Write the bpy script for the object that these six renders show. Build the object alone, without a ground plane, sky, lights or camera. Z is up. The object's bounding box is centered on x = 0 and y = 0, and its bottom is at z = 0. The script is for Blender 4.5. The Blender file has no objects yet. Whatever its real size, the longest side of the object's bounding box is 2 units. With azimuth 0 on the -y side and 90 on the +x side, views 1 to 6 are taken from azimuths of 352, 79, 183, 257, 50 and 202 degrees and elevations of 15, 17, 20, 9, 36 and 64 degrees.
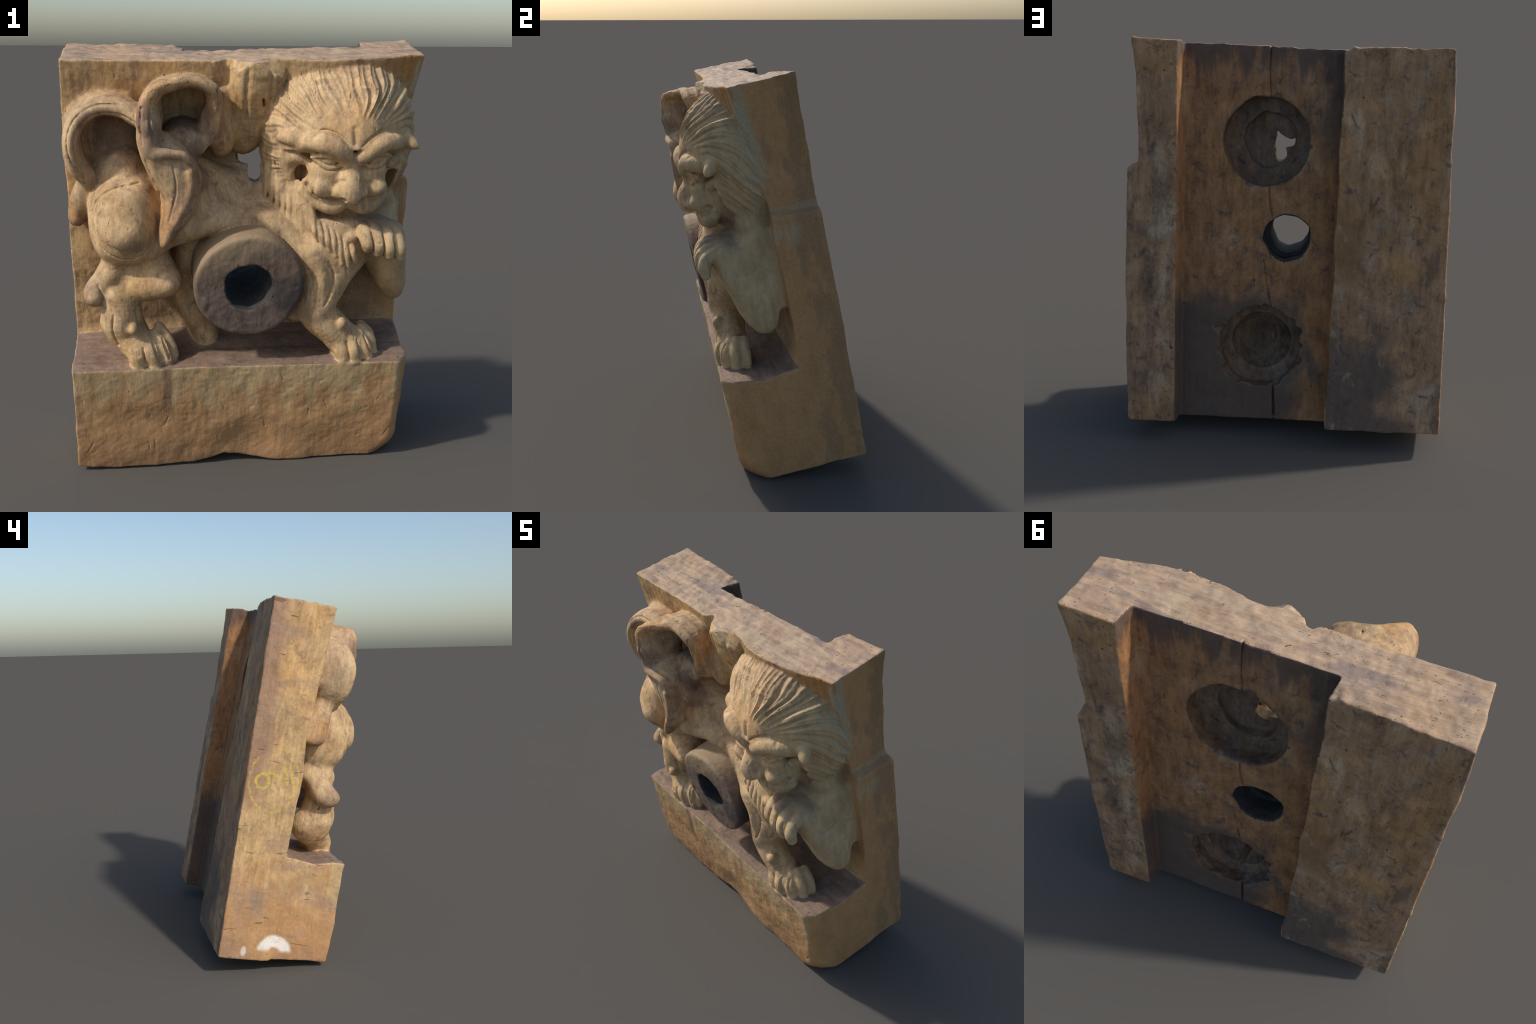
"""A carved wooden bracket: a block leaning forward, a lion carved in high relief on its
front, a round pipe socket in front of the belly, and a channel with sockets cut in its back.

The body is modelled as a signed distance field of carver's volumes (round limbs, ribbons,
gouges), polygonised once, then split by region into named parts.
Local frame of the block: x to the viewer's right, d = depth (0 back face, + to the front),
h = height along the leaning block."""
import bpy
import math
import numpy as np
from mathutils import Vector

VOX = 0.0044
LEAN = math.radians(11.1)
CL, SL = math.cos(LEAN), math.sin(LEAN)
BACK = 0.05 * CL + 1.99 * SL
rng = np.random.default_rng(7)
F = np.float32

# ---------------------------------------------------------------- grid
X0, X1, D0, D1, H0, H1 = -0.85, 0.86, -0.075, 0.65, -0.03, 2.0
gx = np.arange(X0, X1, VOX, dtype=F)
gd = np.arange(D0, D1, VOX, dtype=F)
gh = np.arange(H0, H1, VOX, dtype=F)
field = np.full((len(gx), len(gd), len(gh)), 0.5, dtype=F)
label = np.zeros(field.shape, dtype=np.uint8)

NAMES = {}          # id -> (name, parent id or 0, material key)


def part(name, parent=0, mat="carved"):
    i = len(NAMES) + 1
    NAMES[i] = (name, parent, mat)
    return i


# ---------------------------------------------------------------- noise
def _hash(ix, iy, iz, seed):
    n = (ix * 73856093) ^ (iy * 19349663) ^ (iz * 83492791) ^ (seed * 2654435)
    n = (n ^ (n >> 13)) * 1274126177
    n = n ^ (n >> 16)
    return (n & 0xFFFF).astype(F) / F(32767.5) - F(1)


def vnoise(p, scale, seed=0):
    """value noise in -1..1 on points p (N,3); scale may be a 3-tuple of frequencies"""
    q = p * np.asarray(scale, dtype=F)
    i = np.floor(q).astype(np.int64)
    f = (q - i).astype(F)
    f = f * f * (3 - 2 * f)
    out = 0
    for a in (0, 1):
        wa = f[:, 0] if a else 1 - f[:, 0]
        for b in (0, 1):
            wb = wa * (f[:, 1] if b else 1 - f[:, 1])
            for c in (0, 1):
                w = wb * (f[:, 2] if c else 1 - f[:, 2])
                out = out + w * _hash(i[:, 0] + a, i[:, 1] + b, i[:, 2] + c, seed)
    return out


# ---------------------------------------------------------------- field operations
def window(lo, hi):
    def cut(g, a, b):
        i, j = np.searchsorted(g, [a, b])
        return slice(max(int(i) - 1, 0), min(int(j) + 1, len(g)))
    s = (cut(gx, lo[0], hi[0]), cut(gd, lo[1], hi[1]), cut(gh, lo[2], hi[2]))
    return s, gx[s[0]][:, None, None], gd[s[1]][None, :, None], gh[s[2]][None, None, :]


def smin(a, b, k):
    if k <= 0:
        return np.minimum(a, b)
    t = np.maximum(k - np.abs(a - b), 0) / k
    return np.minimum(a, b) - t * t * k * F(0.25)


def smax(a, b, k):
    return -smin(-a, -b, k)


def add(shape, k=0.02, lab=None):
    lo, hi, fn = shape
    pad = 0.02 + k
    s, x, d, h = window(np.subtract(lo, pad), np.add(hi, pad))
    new = fn(x, d, h).astype(F)
    old = field[s]
    if lab is not None:
        label[s] = np.where(new < old, np.uint8(lab), label[s])
    field[s] = smin(old, new, F(k))


def carve(shape, k=0.01, lab=None):
    lo, hi, fn = shape
    pad = 0.02 + k
    s, x, d, h = window(np.subtract(lo, pad), np.add(hi, pad))
    new = -fn(x, d, h).astype(F)
    old = field[s]
    if lab is not None:
        label[s] = np.where(new > old - F(0.004), np.uint8(lab), label[s])
    field[s] = smax(old, new, F(k))


# ---------------------------------------------------------------- shapes: (lo, hi, function)
def ellipsoid(c, r, yaw=0.0, p=2.0):
    """c centre, r radii along x, d, h; yaw turns it in the x-h plane (degrees); p > 2 squares it"""
    m = max(r[0], r[2]) if yaw else 0
    ext = (m or r[0], r[1], m or r[2])
    ca, sa = math.cos(math.radians(yaw)), math.sin(math.radians(yaw))

    def fn(x, d, h):
        x, d, h = x - F(c[0]), d - F(c[1]), h - F(c[2])
        u, v = (x * ca + h * sa, h * ca - x * sa) if yaw else (x, h)
        if p != 2:
            return ((np.abs(u / r[0]) ** p + np.abs(d / r[1]) ** p + np.abs(v / r[2]) ** p) ** F(1 / p) - 1) * F(min(r))
        k0 = np.sqrt((u / r[0]) ** 2 + (d / r[1]) ** 2 + (v / r[2]) ** 2)
        k1 = np.sqrt((u / r[0] ** 2) ** 2 + (d / r[1] ** 2) ** 2 + (v / r[2] ** 2) ** 2) + F(1e-6)
        return k0 * (k0 - 1) / k1
    return np.subtract(c, ext), np.add(c, ext), fn


def spline(pts, n=6):
    """Catmull-Rom through the rows of pts"""
    p = np.array(pts, dtype=float)
    if len(p) < 3:
        return p
    e = np.vstack([2 * p[0] - p[1], p, 2 * p[-1] - p[-2]])
    out = []
    for i in range(len(p) - 1):
        a, b, c, d = e[i:i + 4]
        for t in np.arange(n) / n:
            out.append(0.5 * (2 * b + (c - a) * t + (2 * a - 5 * b + 4 * c - d) * t * t + (3 * b - a - 3 * c + d) * t ** 3))
    return np.vstack([out, p[-1:]])


def tube(pts, n=5, box=2.0):
    """limb along pts: rows (x, d, h, r) or (x, d, h, r, rd), rd = radius in depth.
    box > 2 squares the section"""
    p = np.array([list(q) + [q[3]] if len(q) == 4 else list(q) for q in pts], dtype=float)
    p = spline(p, n)
    lo = (p[:, :3] - np.stack([p[:, 3], p[:, 4], p[:, 3]], 1)).min(0)
    hi = (p[:, :3] + np.stack([p[:, 3], p[:, 4], p[:, 3]], 1)).max(0)

    def fn(x, d, h):
        best = None
        for a, b in zip(p[:-1], p[1:]):
            ab = b - a
            # project with depth scaled to the section so that flat ribbons keep their ends
            w = (a[3] / a[4]) ** 2
            L = ab[0] ** 2 + w * ab[1] ** 2 + ab[2] ** 2 + 1e-9
            t = ((x - F(a[0])) * F(ab[0]) + (d - F(a[1])) * F(ab[1] * w) + (h - F(a[2])) * F(ab[2])) * F(1 / L)
            t = np.clip(t, 0, 1)
            r = F(a[3]) + t * F(ab[3])
            rd = F(a[4]) + t * F(ab[4])
            u = np.sqrt((x - a[0] - t * F(ab[0])) ** 2 + (h - a[2] - t * F(ab[2])) ** 2) / r
            v = np.abs(d - a[1] - t * F(ab[1])) / rd
            kk = np.sqrt(u * u + v * v) if box == 2 else (u ** F(box) + v ** F(box)) ** F(1 / box)
            f = (kk - 1) * np.minimum(r, rd)
            best = f if best is None else np.minimum(best, f)
        return best
    return lo, hi, fn


def disc(c, r, d0, d1, bevel=0.01, squash=1.0, wob=0.0):
    """round plug along the depth axis, from d0 to d1"""
    ext = np.array([r * 1.15, 0, r * 1.15 * squash])

    def fn(x, d, h):
        u, v = x - F(c[0]), (h - F(c[1])) / F(squash)
        rr = np.sqrt(u * u + v * v)
        rad = F(r)
        if wob:
            a = np.arctan2(v, u)
            rad = rad + F(wob) * (np.sin(5 * a + 1) + np.sin(9 * a + 2.3) * 0.6 + np.sin(3 * a))
        return smax(rr - rad + d * 0, smax(F(d0) - d, d - F(d1), F(bevel)) + rr * 0, F(bevel))
    return np.array([c[0], d0, c[1]]) - ext, np.array([c[0], d1, c[1]]) + ext, fn


def sheared(shape, c, k, d0):
    """the shape drawn in towards the axis c (x, h) the further it lies behind depth d0"""
    lo, hi, fn = shape

    def f(x, d, h):
        z = 1 + F(k) * np.clip(F(d0) - d, -.1, 1)
        return fn(c[0] + (x - F(c[0])) * z, d, c[1] + (h - F(c[1])) * z)
    return lo, hi, f


def lobe_top(shape):
    """the leaf is sawn off with the block's top and bevelled down on both sides in front of it"""
    lo, hi, fn = shape

    def f(x, d, h):
        rim = np.where(x < .03, F(1.938) + F(.62) * (x - F(.03)), F(1.938) - F(.66) * (x - F(.03)))
        rim = np.minimum(F(1.932), rim + F(2.2) * np.clip(F(.335) - d, 0, 1))
        return np.maximum(fn(x, d, h), h - rim)
    return lo, hi, f


def front_depth(x, h):
    """depth of the foremost surface of the carving at (x, h)"""
    i = int(np.clip(round((x - X0) / VOX), 0, len(gx) - 1))
    k = int(np.clip(round((h - H0) / VOX), 0, len(gh) - 1))
    solid = np.nonzero(field[i, :, k] < 0)[0]
    return float(gd[solid[-1]]) if len(solid) else 0.25


def engrave(pts, w, deep, k=.004):
    """V-tool line on the front: pts (x, h), ending shallow at both ends"""
    p = spline(pts, 5)
    d = [front_depth(a, b) for a, b in p]
    fade = np.sin(np.linspace(.15, 1, len(p)) * np.pi * .87) ** .5
    carve(tube([(a, z + .004, b, w * (.6 + .4 * f), .004 + deep * f) for (a, b), z, f in zip(p, d, fade)], n=1), k)


def emboss(pts, w, lift, lab=None, k=.006):
    """raised cord on the front"""
    p = spline(pts, 5)
    d = [front_depth(a, b) for a, b in p]
    add(tube([(a, z + lift - w, b, w) for (a, b), z in zip(p, d)], n=1), k, lab)


def along(h, pairs):
    """piecewise linear rule of height: pairs of (height, value)"""
    a = np.array(sorted(pairs))
    return np.interp(h, a[:, 0], a[:, 1]).astype(F)


# ================================================================ PARTS
BOARD = part("back_board", 0, "block")
TOP = part("end_grain_top", BOARD, "top")
LOBE = part("leaf_lobe", BOARD, "block")
RAIL = part("back_rail", BOARD, "back")
CHANNEL = part("back_channel", BOARD, "channel")
SOCKET = part("round_socket", BOARD, "socket")
PLINTH = part("plinth", 0, "block")
LEDGE = part("plinth_ledge", PLINTH, "ledge")
PIPE = part("pipe_ring", 0, "ring")
BORE = part("pipe_bore", PIPE, "bore")
TORSO = part("torso")
CHEST = part("chest")
LOCK_C = part("chest_lock", CHEST)
HAUNCH = part("haunch")
BOSS = part("haunch_boss", HAUNCH)
HIND = part("hind_leg")
HTOE = part("hind_toe", HIND)
FORE = part("foreleg")
FTOE = part("front_toe", FORE)
RAISED = part("raised_foreleg")
PAW = part("paw", RAISED)
FINGER = part("paw_toe", RAISED)
TAIL = part("tail", 0, "tail")
TUFT = part("tail_tuft", TAIL, "tail")
HEAD = part("head")
MUZZLE = part("muzzle", HEAD)
NOSE = part("nose", HEAD)
EYE = part("eye", HEAD)
BROW = part("brow", HEAD)
EAR = part("ear", HEAD)
WHISKER = part("whisker_knob", HEAD)
MANE = part("mane")
LOCKS = [part("mane_lock", MANE) for _ in range(34)]

# ---------------------------------------------------------------- board and plinth
RIGHT = [(0.0, .795), (.1, .798), (.5, .808), (1.19, .806), (1.33, .803), (1.350, .800), (1.363, .757), (1.382, .748), (1.6, .748), (1.78, .756), (1.95, .775), (2.0, .779)]
LEFT = [(0.0, -.804), (.59, -.797), (1.08, -.791), (1.48, -.784), (1.7, -.784), (1.93, -.773), (2.0, -.772)]
FRONT_L = [(0, .25), (.6, .248), (.8, .253), (1.02, .262), (1.23, .244), (1.37, .255), (1.54, .26), (1.75, .275), (1.93, .292), (2.0, .294)]
FRONT_R = [(0, .22), (.58, .221), (.81, .217), (1.06, .217), (1.4, .214), (1.46, .228), (1.64, .239), (1.79, .266), (1.96, .294), (2.0, .295)]


def board_shape(x, d, h):
    h2 = h - (d - F(.15)) * F(.10) * (x > .3)           # the notch floor runs down to the back
    side = np.maximum(x - along(h2, RIGHT) + F(.05) * np.clip(d, 0, 1) * (h < 1.36), along(h, LEFT) - x)
    t = np.clip((x + F(.7)) / F(1.4), 0, 1)
    front = along(h, FRONT_L) * (1 - t) + along(h, FRONT_R) * t
    mid = np.sin(np.pi * t)
    front = front - F(.03) * mid * np.clip((F(1.85) - h) / F(.25), 0, 1) * np.clip((h - F(.6)) / F(.3), 0, 1)
    # the slab swells over the lion's head
    swell = np.interp(x[:, 0, 0], [-.3, -.14, -.06, .03, .10, .18, .26, .33, .41, .52, .60, .685, .76],
                      [.0, .012, -.004, .02, .016, .024, .053, .061, .063, .054, .038, .012, .0]).astype(F)[:, None, None]
    front = front + swell * np.clip((h - F(1.72)) / F(.14), 0, 1)
    up = np.clip(h / F(1.95), 0, 1)
    s_ = np.clip((x + F(.78)) / F(.5), 0, 1)             # left rail: its back face is slightly twisted
    left = (F(-.036) - F(.012) * s_) * (1 - up) + (F(-.052) + F(.040) * s_) * up
    back = np.where(x < F(.1), left, F(-.024) + up * F(.011))
    top = F(1.931) + F(.026) * np.clip((x + F(.2)) / F(.95), 0, 1)
    out = smax(side, smax(d - front, back - d, F(.008)), F(.010))
    return smax(out, smax(h - top, F(.026) - h + x * 0, F(.01)), F(.010))


add(((X0, D0, H0), (X1, .36, H1), board_shape), 0, BOARD)


def plinth_shape(x, d, h):
    taper = np.interp(d[0, :, 0], [0, .22, .57, .7], [0, .011, .042, .06]).astype(F)[None, :, None]
    side = np.maximum(x - along(h, RIGHT) + taper, along(h, LEFT) - x)
    t = np.clip((x + F(.8)) / F(1.6), 0, 1)
    front = F(.580) + F(.030) * t * t - F(.016) * np.clip((F(.25) - h) / F(.25), 0, 1) * (1 - t)
    front = front + F(.006) * np.sin(x * 9 + h * 5) * np.sin(h * 8 + 1)
    # worn underside, wavy from left to right
    foot = np.interp(x[:, 0, 0], [-.8, -.64, -.4, -.24, -.1, .02, .17, .42, .6, .72, .80],
                     [.048, .032, .032, .038, .068, .044, .026, .008, .006, .010, .03]).astype(F)[:, None, None]
    w = np.clip((d - F(.1)) / F(.35), 0, 1)
    foot = foot * w + F(.026) * (1 - w)
    foot = np.maximum(foot, (d - F(.432)) * F(.196) + F(.001))
    top = F(.604) - F(.012) * t - F(.02) * np.clip(1 - np.abs(d - F(.40)) / F(.12), 0, 1)
    out = smax(side, d - front, F(.010))
    # chamfer of the front right arris and of the front bottom edge at the right
    out = smax(out, ((x - F(.718)) * F(.70) + (d - F(.602)) * F(.71)), F(.012))
    out = smax(out, (d - F(.605)) * F(.70) + (F(.19) - h) * F(.60) - F(.14) * np.clip((F(.785) - x) / F(.22), 0, 1), F(.03))
    out = smax(out, F(.02) - d, F(.01))
    return smax(out, smax(h - top, foot - h, F(.008)), F(.010))


add(((X0, .0, H0), (X1, .64, .64), plinth_shape), 0, PLINTH)
add(tube([(-.72, .222, .585, .042), (.0, .205, .585, .05), (.72, .195, .585, .042)], n=1), .05, BOARD)
s, x, d, h = window((X0, D0, H0), (X1, .236, H1))
label[s] = np.where((label[s] == PLINTH), np.uint8(BOARD), label[s])
carve(ellipsoid((.0, .672, .14), (.20, .10, .16), 20), .06)
carve(ellipsoid((-.48, .685, .30), (.30, .10, .12), -15), .05)

# ---------------------------------------------------------------- leaf lobe and hollow beside the head
carve(tube([(.02, .34, 1.60, .09, .12), (-.02, .32, 1.50, .08, .10)]), .03)
add(lobe_top(tube([(.050, .22, 1.875, .125, .142), (.042, .22, 1.78, .125, .116), (.025, .20, 1.67, .110, .10), (.0, .17, 1.575, .085, .085)], box=3.0)), .008, LOBE)
carve(ellipsoid((-.085, .33, 1.925), (.026, .055, .026)), .012)
carve(tube([(.068, .36, 1.775, .005, .05), (.072, .36, 1.745, .006, .05)]), .008)
for gx_ in (-.04, .0, .10, .135):                            # gouge grooves down the leaf
    carve(tube([(gx_, .385, 1.90, .012, .03), (gx_ - .005, .355, 1.78, .012, .02), (gx_ * .8, .32, 1.68, .008, .012)]), .012)

# ---------------------------------------------------------------- lion: torso and limbs
add(tube([(-.52, .27, 1.30, .19, .18), (-.26, .26, 1.30, .160, .19), (-.12, .23, 1.30, .145, .15), (.02, .20, 1.305, .135, .13), (.18, .22, 1.28, .15, .13), (.38, .28, 1.20, .19, .17)]), .03, TORSO)
add(tube([(-.40, .37, 1.20, .09, .12), (-.27, .37, 1.235, .085, .125), (-.14, .35, 1.255, .075, .12), (.0, .335, 1.25, .07, .115), (.14, .355, 1.22, .07, .12), (.25, .40, 1.12, .075, .12), (.265, .41, 1.0, .06, .10), (.27, .40, .88, .055, .10)]), .06, TORSO)
# haunch: big ball, a raised disc on it and a boss in the middle
add(ellipsoid((-.55, .29, 1.41), (.130, .140, .15)), .05, HAUNCH)
add(ellipsoid((-.59, .235, 1.60), (.12, .055, .14)), .05, HAUNCH)
add(ellipsoid((-.43, .36, 1.15), (.09, .14, .10)), .03, HAUNCH)
add(tube([(-.225, .36, 1.46, .035, .12), (-.245, .37, 1.36, .04, .125), (-.30, .38, 1.25, .04, .125)]), .05, TORSO)
add(ellipsoid((-.53, .365, 1.265), (.162, .190, .212), 0, 2.4), .010, HAUNCH)
add(ellipsoid((-.546, .395, 1.285), (.130, .182, .150), 10, 2.2), .003, HAUNCH)
add(ellipsoid((-.508, .535, 1.255), (.070, .052, .070)), .035, BOSS)
# hind leg
add(tube([(-.50, .31, 1.12, .14, .12), (-.45, .38, 1.05, .115, .105), (-.37, .45, 1.0, .075, .085)]), .015, HIND)
add(tube([(-.36, .475, .985, .060, .068), (-.47, .458, .965, .072, .066), (-.58, .412, .97, .075, .058), (-.65, .42, .95, .058, .060)]), .025, HIND)
add(ellipsoid((-.685, .455, .925), (.045, .062, .05)), .03, HIND)
add(tube([(-.55, .36, 1.09, .06, .09), (-.60, .43, 1.03, .055, .065)]), .04, HIND)
add(tube([(-.56, .27, 1.09, .06, .07), (-.615, .38, 1.01, .045, .05), (-.67, .45, .935, .045, .05)]), .03, HIND)
add(tube([(-.568, .445, .90, .092, .080), (-.565, .445, .81, .093, .100), (-.550, .425, .73, .088, .112), (-.47, .50, .66, .065, .07)]), .015, HIND)
add(tube([(-.62, .45, .78, .035, .05), (-.60, .44, .715, .022, .04)]), .03, HIND)
add(ellipsoid((-.515, .525, .79), (.028, .034, .032)), .015, HIND)
add(tube([(-.50, .495, .67, .068, .055), (-.44, .50, .64, .075, .055), (-.39, .49, .625, .06, .05)]), .03, HIND)
for q in ([(-.52, .51, .69, .034), (-.508, .54, .655, .038), (-.50, .548, .615, .034)],
          [(-.455, .50, .70, .032), (-.435, .54, .66, .035), (-.425, .548, .615, .030)],
          [(-.42, .47, .72, .026), (-.385, .515, .68, .028), (-.365, .535, .62, .024)],
          [(-.40, .44, .74, .024), (-.355, .48, .69, .024), (-.332, .505, .625, .020)]):
    add(tube(q), .014, HTOE)
# far hind leg, in the shade behind the pipe
add(tube([(-.24, .27, 1.12, .08, .10), (-.27, .27, 1.0, .06, .09)]), .03, HIND)
add(tube([(-.12, .27, 1.0, .08, .08), (-.25, .27, .85, .065, .07), (-.22, .28, .72, .065, .08), (-.18, .30, .62, .06, .08)]), .04, HIND)
# chest, standing foreleg
add(ellipsoid((.41, .33, 1.14), (.195, .195, .24)), .04, CHEST)
add(ellipsoid((.34, .35, 1.10), (.14, .175, .17)), .04, CHEST)
add(ellipsoid((.36, .35, 1.25), (.16, .145, .13)), .04, CHEST)
add(tube([(.43, .34, 1.10, .15, .17), (.395, .40, 1.0, .115, .14), (.345, .455, .88, .085, .11), (.34, .475, .80, .088, .09), (.41, .492, .72, .082, .08), (.48, .50, .65, .075, .065)]), .03, FORE)
add(tube([(.28, .43, 1.12, .06, .10), (.315, .46, 1.01, .055, .085), (.30, .45, .90, .055, .085), (.30, .45, .82, .05, .07)]), .04, FORE)
add(tube([(.30, .50, 1.10, .02, .03), (.338, .53, 1.02, .018, .022), (.325, .52, .93, .016, .02)]), .03, FORE)
add(tube([(.27, .43, .85, .06, .09), (.225, .43, .795, .042, .07)]), .03, FORE)
add(ellipsoid((.435, .542, .78), (.026, .028, .032)), .015, FORE)
add(tube([(.45, .495, .665, .065, .065), (.50, .505, .64, .075, .06), (.555, .49, .63, .06, .055)]), .03, FORE)
for q in ([(.43, .52, .68, .033), (.437, .555, .645, .036), (.447, .565, .61, .032)],
          [(.485, .53, .69, .033), (.497, .56, .65, .036), (.508, .568, .60, .031)],
          [(.53, .51, .69, .031), (.555, .542, .65, .033), (.57, .55, .60, .028)],
          [(.555, .475, .70, .028), (.592, .495, .66, .030), (.608, .505, .60, .026)],
          [(.56, .44, .70, .024), (.600, .45, .66, .026), (.618, .455, .60, .022)]):
    add(tube(q), .013, FTOE)
# raised foreleg: shoulder, hanging elbow, forearm up to the paw
add(tube([(.56, .28, 1.34, .12, .09), (.595, .29, 1.18, .125, .10), (.668, .32, 1.02, .098, .115), (.715, .335, .90, .072, .090), (.730, .335, .845, .055, .065)]), .03, RAISED)
add(tube([(.695, .385, .93, .05, .055), (.68, .42, 1.05, .07, .06), (.66, .44, 1.17, .07, .06)]), .04, RAISED)
carve(tube([(.48, .62, 1.285, .022, .13), (.58, .60, 1.285, .032, .20), (.68, .56, 1.285, .032, .22)]), .02)
add(ellipsoid((.592, .43, 1.185), (.112, .105, .070), -8), .02, PAW)
for q in ([(.505, .455, 1.232, .028), (.510, .520, 1.226, .031), (.520, .552, 1.195, .031), (.526, .548, 1.168, .025)],
          [(.555, .455, 1.232, .030), (.559, .527, 1.222, .033), (.567, .557, 1.185, .032), (.572, .555, 1.150, .026)],
          [(.605, .455, 1.226, .030), (.611, .529, 1.214, .033), (.619, .560, 1.175, .032), (.623, .560, 1.136, .026)],
          [(.652, .445, 1.216, .028), (.659, .520, 1.202, .031), (.667, .556, 1.16, .030), (.672, .556, 1.122, .024)]):
    add(tube(q), .008, FINGER)
add(tube([(.50, .445, 1.20, .032), (.46, .50, 1.20, .025), (.44, .515, 1.192, .014)]), .02, FINGER)
add(tube([(.70, .245, 1.25, .04, .05), (.722, .245, 1.05, .035, .05), (.73, .245, .92, .025, .04)]), .03, RAISED)
carve(tube([(.752, .262, 1.26, .007, .03), (.765, .258, 1.08, .008, .03), (.772, .255, .90, .010, .03), (.775, .25, .76, .008, .02)]), .01)
carve(tube([(.712, .45, 1.225, .007, .03), (.722, .41, 1.18, .007, .03), (.73, .37, 1.11, .005, .03)]), .02)

# ---------------------------------------------------------------- pipe ring
add(disc((-.002, 1.0), .244, .12, .579, .024, 1.02, .0012), .006, PIPE)

# ---------------------------------------------------------------- tail
add(tube([(-.67, .35, 1.44, .042, .075), (-.725, .365, 1.52, .039, .088), (-.738, .37, 1.62, .038, .092), (-.710, .355, 1.700, .039, .085),
          (-.633, .33, 1.750, .040, .08), (-.535, .33, 1.748, .042, .08), (-.46, .355, 1.718, .046, .085)], box=2.2), .010, TAIL)
add(tube([(-.73, .26, 1.55, .042, .05), (-.735, .26, 1.64, .045, .05), (-.70, .26, 1.715, .045, .05), (-.62, .26, 1.755, .046, .05), (-.52, .26, 1.745, .046, .05)]), .02, TAIL)
add(tube([(-.685, .33, 1.42, .045, .055), (-.72, .315, 1.33, .052, .06), (-.742, .30, 1.25, .044, .06), (-.745, .295, 1.235, .035, .05)]), .02, TAIL)
# the front curl, an open horn: rows x, h, depth of its rim, wall
CURL = [(-.29, 1.53, .37, .028), (-.25, 1.545, .39, .029), (-.205, 1.572, .40, .030), (-.153, 1.627, .40, .031), (-.128, 1.70, .41, .032), (-.123, 1.78, .415, .034), (-.149, 1.840, .43, .034), (-.20, 1.868, .43, .031),
        (-.27, 1.874, .44, .030), (-.335, 1.862, .48, .032), (-.390, 1.840, .53, .037), (-.416, 1.79, .55, .044), (-.414, 1.72, .555, .050)]
add(sheared(tube([(x, (.20 + rim) / 2, h, r, (rim - .20) / 2) for x, h, rim, r in CURL], box=3), (-.27, 1.69), .95, .46), .008, TAIL)
add(ellipsoid((-.145, .30, 1.66), (.052, .095, .10)), .02, TAIL)
carve(ellipsoid((-.262, .49, 1.715), (.110, .145, .132)), .015)
add(ellipsoid((-.275, .30, 1.595), (.105, .135, .09)), .03, TAIL)
add(ellipsoid((-.10, .25, 1.60), (.06, .09, .10)), .02, BOARD)
add(tube([(-.095, .22, 1.79, .045, .08), (-.10, .22, 1.70, .055, .09), (-.115, .23, 1.60, .055, .09)]), .015, BOARD)
add(ellipsoid((-.20, .29, 1.37), (.09, .11, .12)), .06, TORSO)
add(tube([(-.155, .35, 1.80, .026, .055), (-.152, .35, 1.74, .030, .055), (-.19, .29, 1.65, .03, .05)]), .012, TAIL)
add(tube([(-.414, .43, 1.72, .050, .128), (-.410, .44, 1.63, .058, .120), (-.347, .44, 1.555, .096, .118), (-.305, .445, 1.48, .10, .120),
          (-.287, .45, 1.41, .090, .115), (-.315, .46, 1.33, .068, .10), (-.352, .505, 1.255, .036, .065), (-.37, .535, 1.21, .018, .035)], box=2.3), .010, TUFT)
# twisted rim of the tuft and its midrib
add(tube([(-.44, .515, 1.66, .022, .03), (-.41, .54, 1.615, .022, .022), (-.34, .55, 1.612, .020, .02), (-.275, .54, 1.598, .020, .022), (-.245, .52, 1.55, .020, .03)]), .012, TUFT)
add(tube([(-.255, .535, 1.53, .018, .03), (-.252, .545, 1.47, .016, .025), (-.272, .545, 1.40, .016, .02), (-.32, .55, 1.31, .014, .018), (-.365, .55, 1.22, .010, .014)]), .018, TUFT)
carve(tube([(-.385, .60, 1.565, .02, .025), (-.34, .615, 1.52, .035, .04), (-.315, .605, 1.44, .025, .03), (-.335, .60, 1.35, .015, .02)]), .025)
carve(tube([(-.40, .585, 1.55, .004, .02), (-.365, .575, 1.47, .005, .025), (-.335, .575, 1.42, .003, .02)]), .008)
carve(tube([(-.235, .56, 1.655, .04, .09), (-.195, .575, 1.56, .034, .10), (-.178, .565, 1.47, .034, .10), (-.205, .555, 1.38, .028, .08)]), .025)

# ---------------------------------------------------------------- head and mane
FAN = (.445, 1.615)                        # the locks radiate from here
n_lock = len(LOCKS)
w = rng.uniform(.75, 1.5, n_lock)
edges = np.concatenate([[0], np.cumsum(w)]) / w.sum() * math.radians(296) + math.radians(-62)
lock_h = rng.uniform(.35, 1.2, n_lock).astype(F)


def lock_phase(x, d, h):
    a = np.arctan2(h - F(FAN[1]), x - F(FAN[0])) + d * 0
    low = np.clip((F(.7) - a) / F(.9), 0, 1) * (np.abs(a) < 1.6)
    a = a + F(3.2) * np.clip(F(.42) - d, 0, 1) * low               # right side: locks sweep down to the back
    r = np.sqrt((x - F(FAN[0])) ** 2 + (h - F(FAN[1])) ** 2)
    a = a + F(.055) * np.sin(r * 19 + a * 3) + F(.022) * np.sin(r * 41 + a * 9)
    a = np.where(a < math.radians(-90), a + F(2 * math.pi), a)
    i = np.clip(np.searchsorted(edges, a) - 1, 0, n_lock - 1)
    t = (a - edges[i].astype(F)) / (edges[i + 1] - edges[i]).astype(F)
    return i, np.clip(t, 0, 1), r


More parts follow.
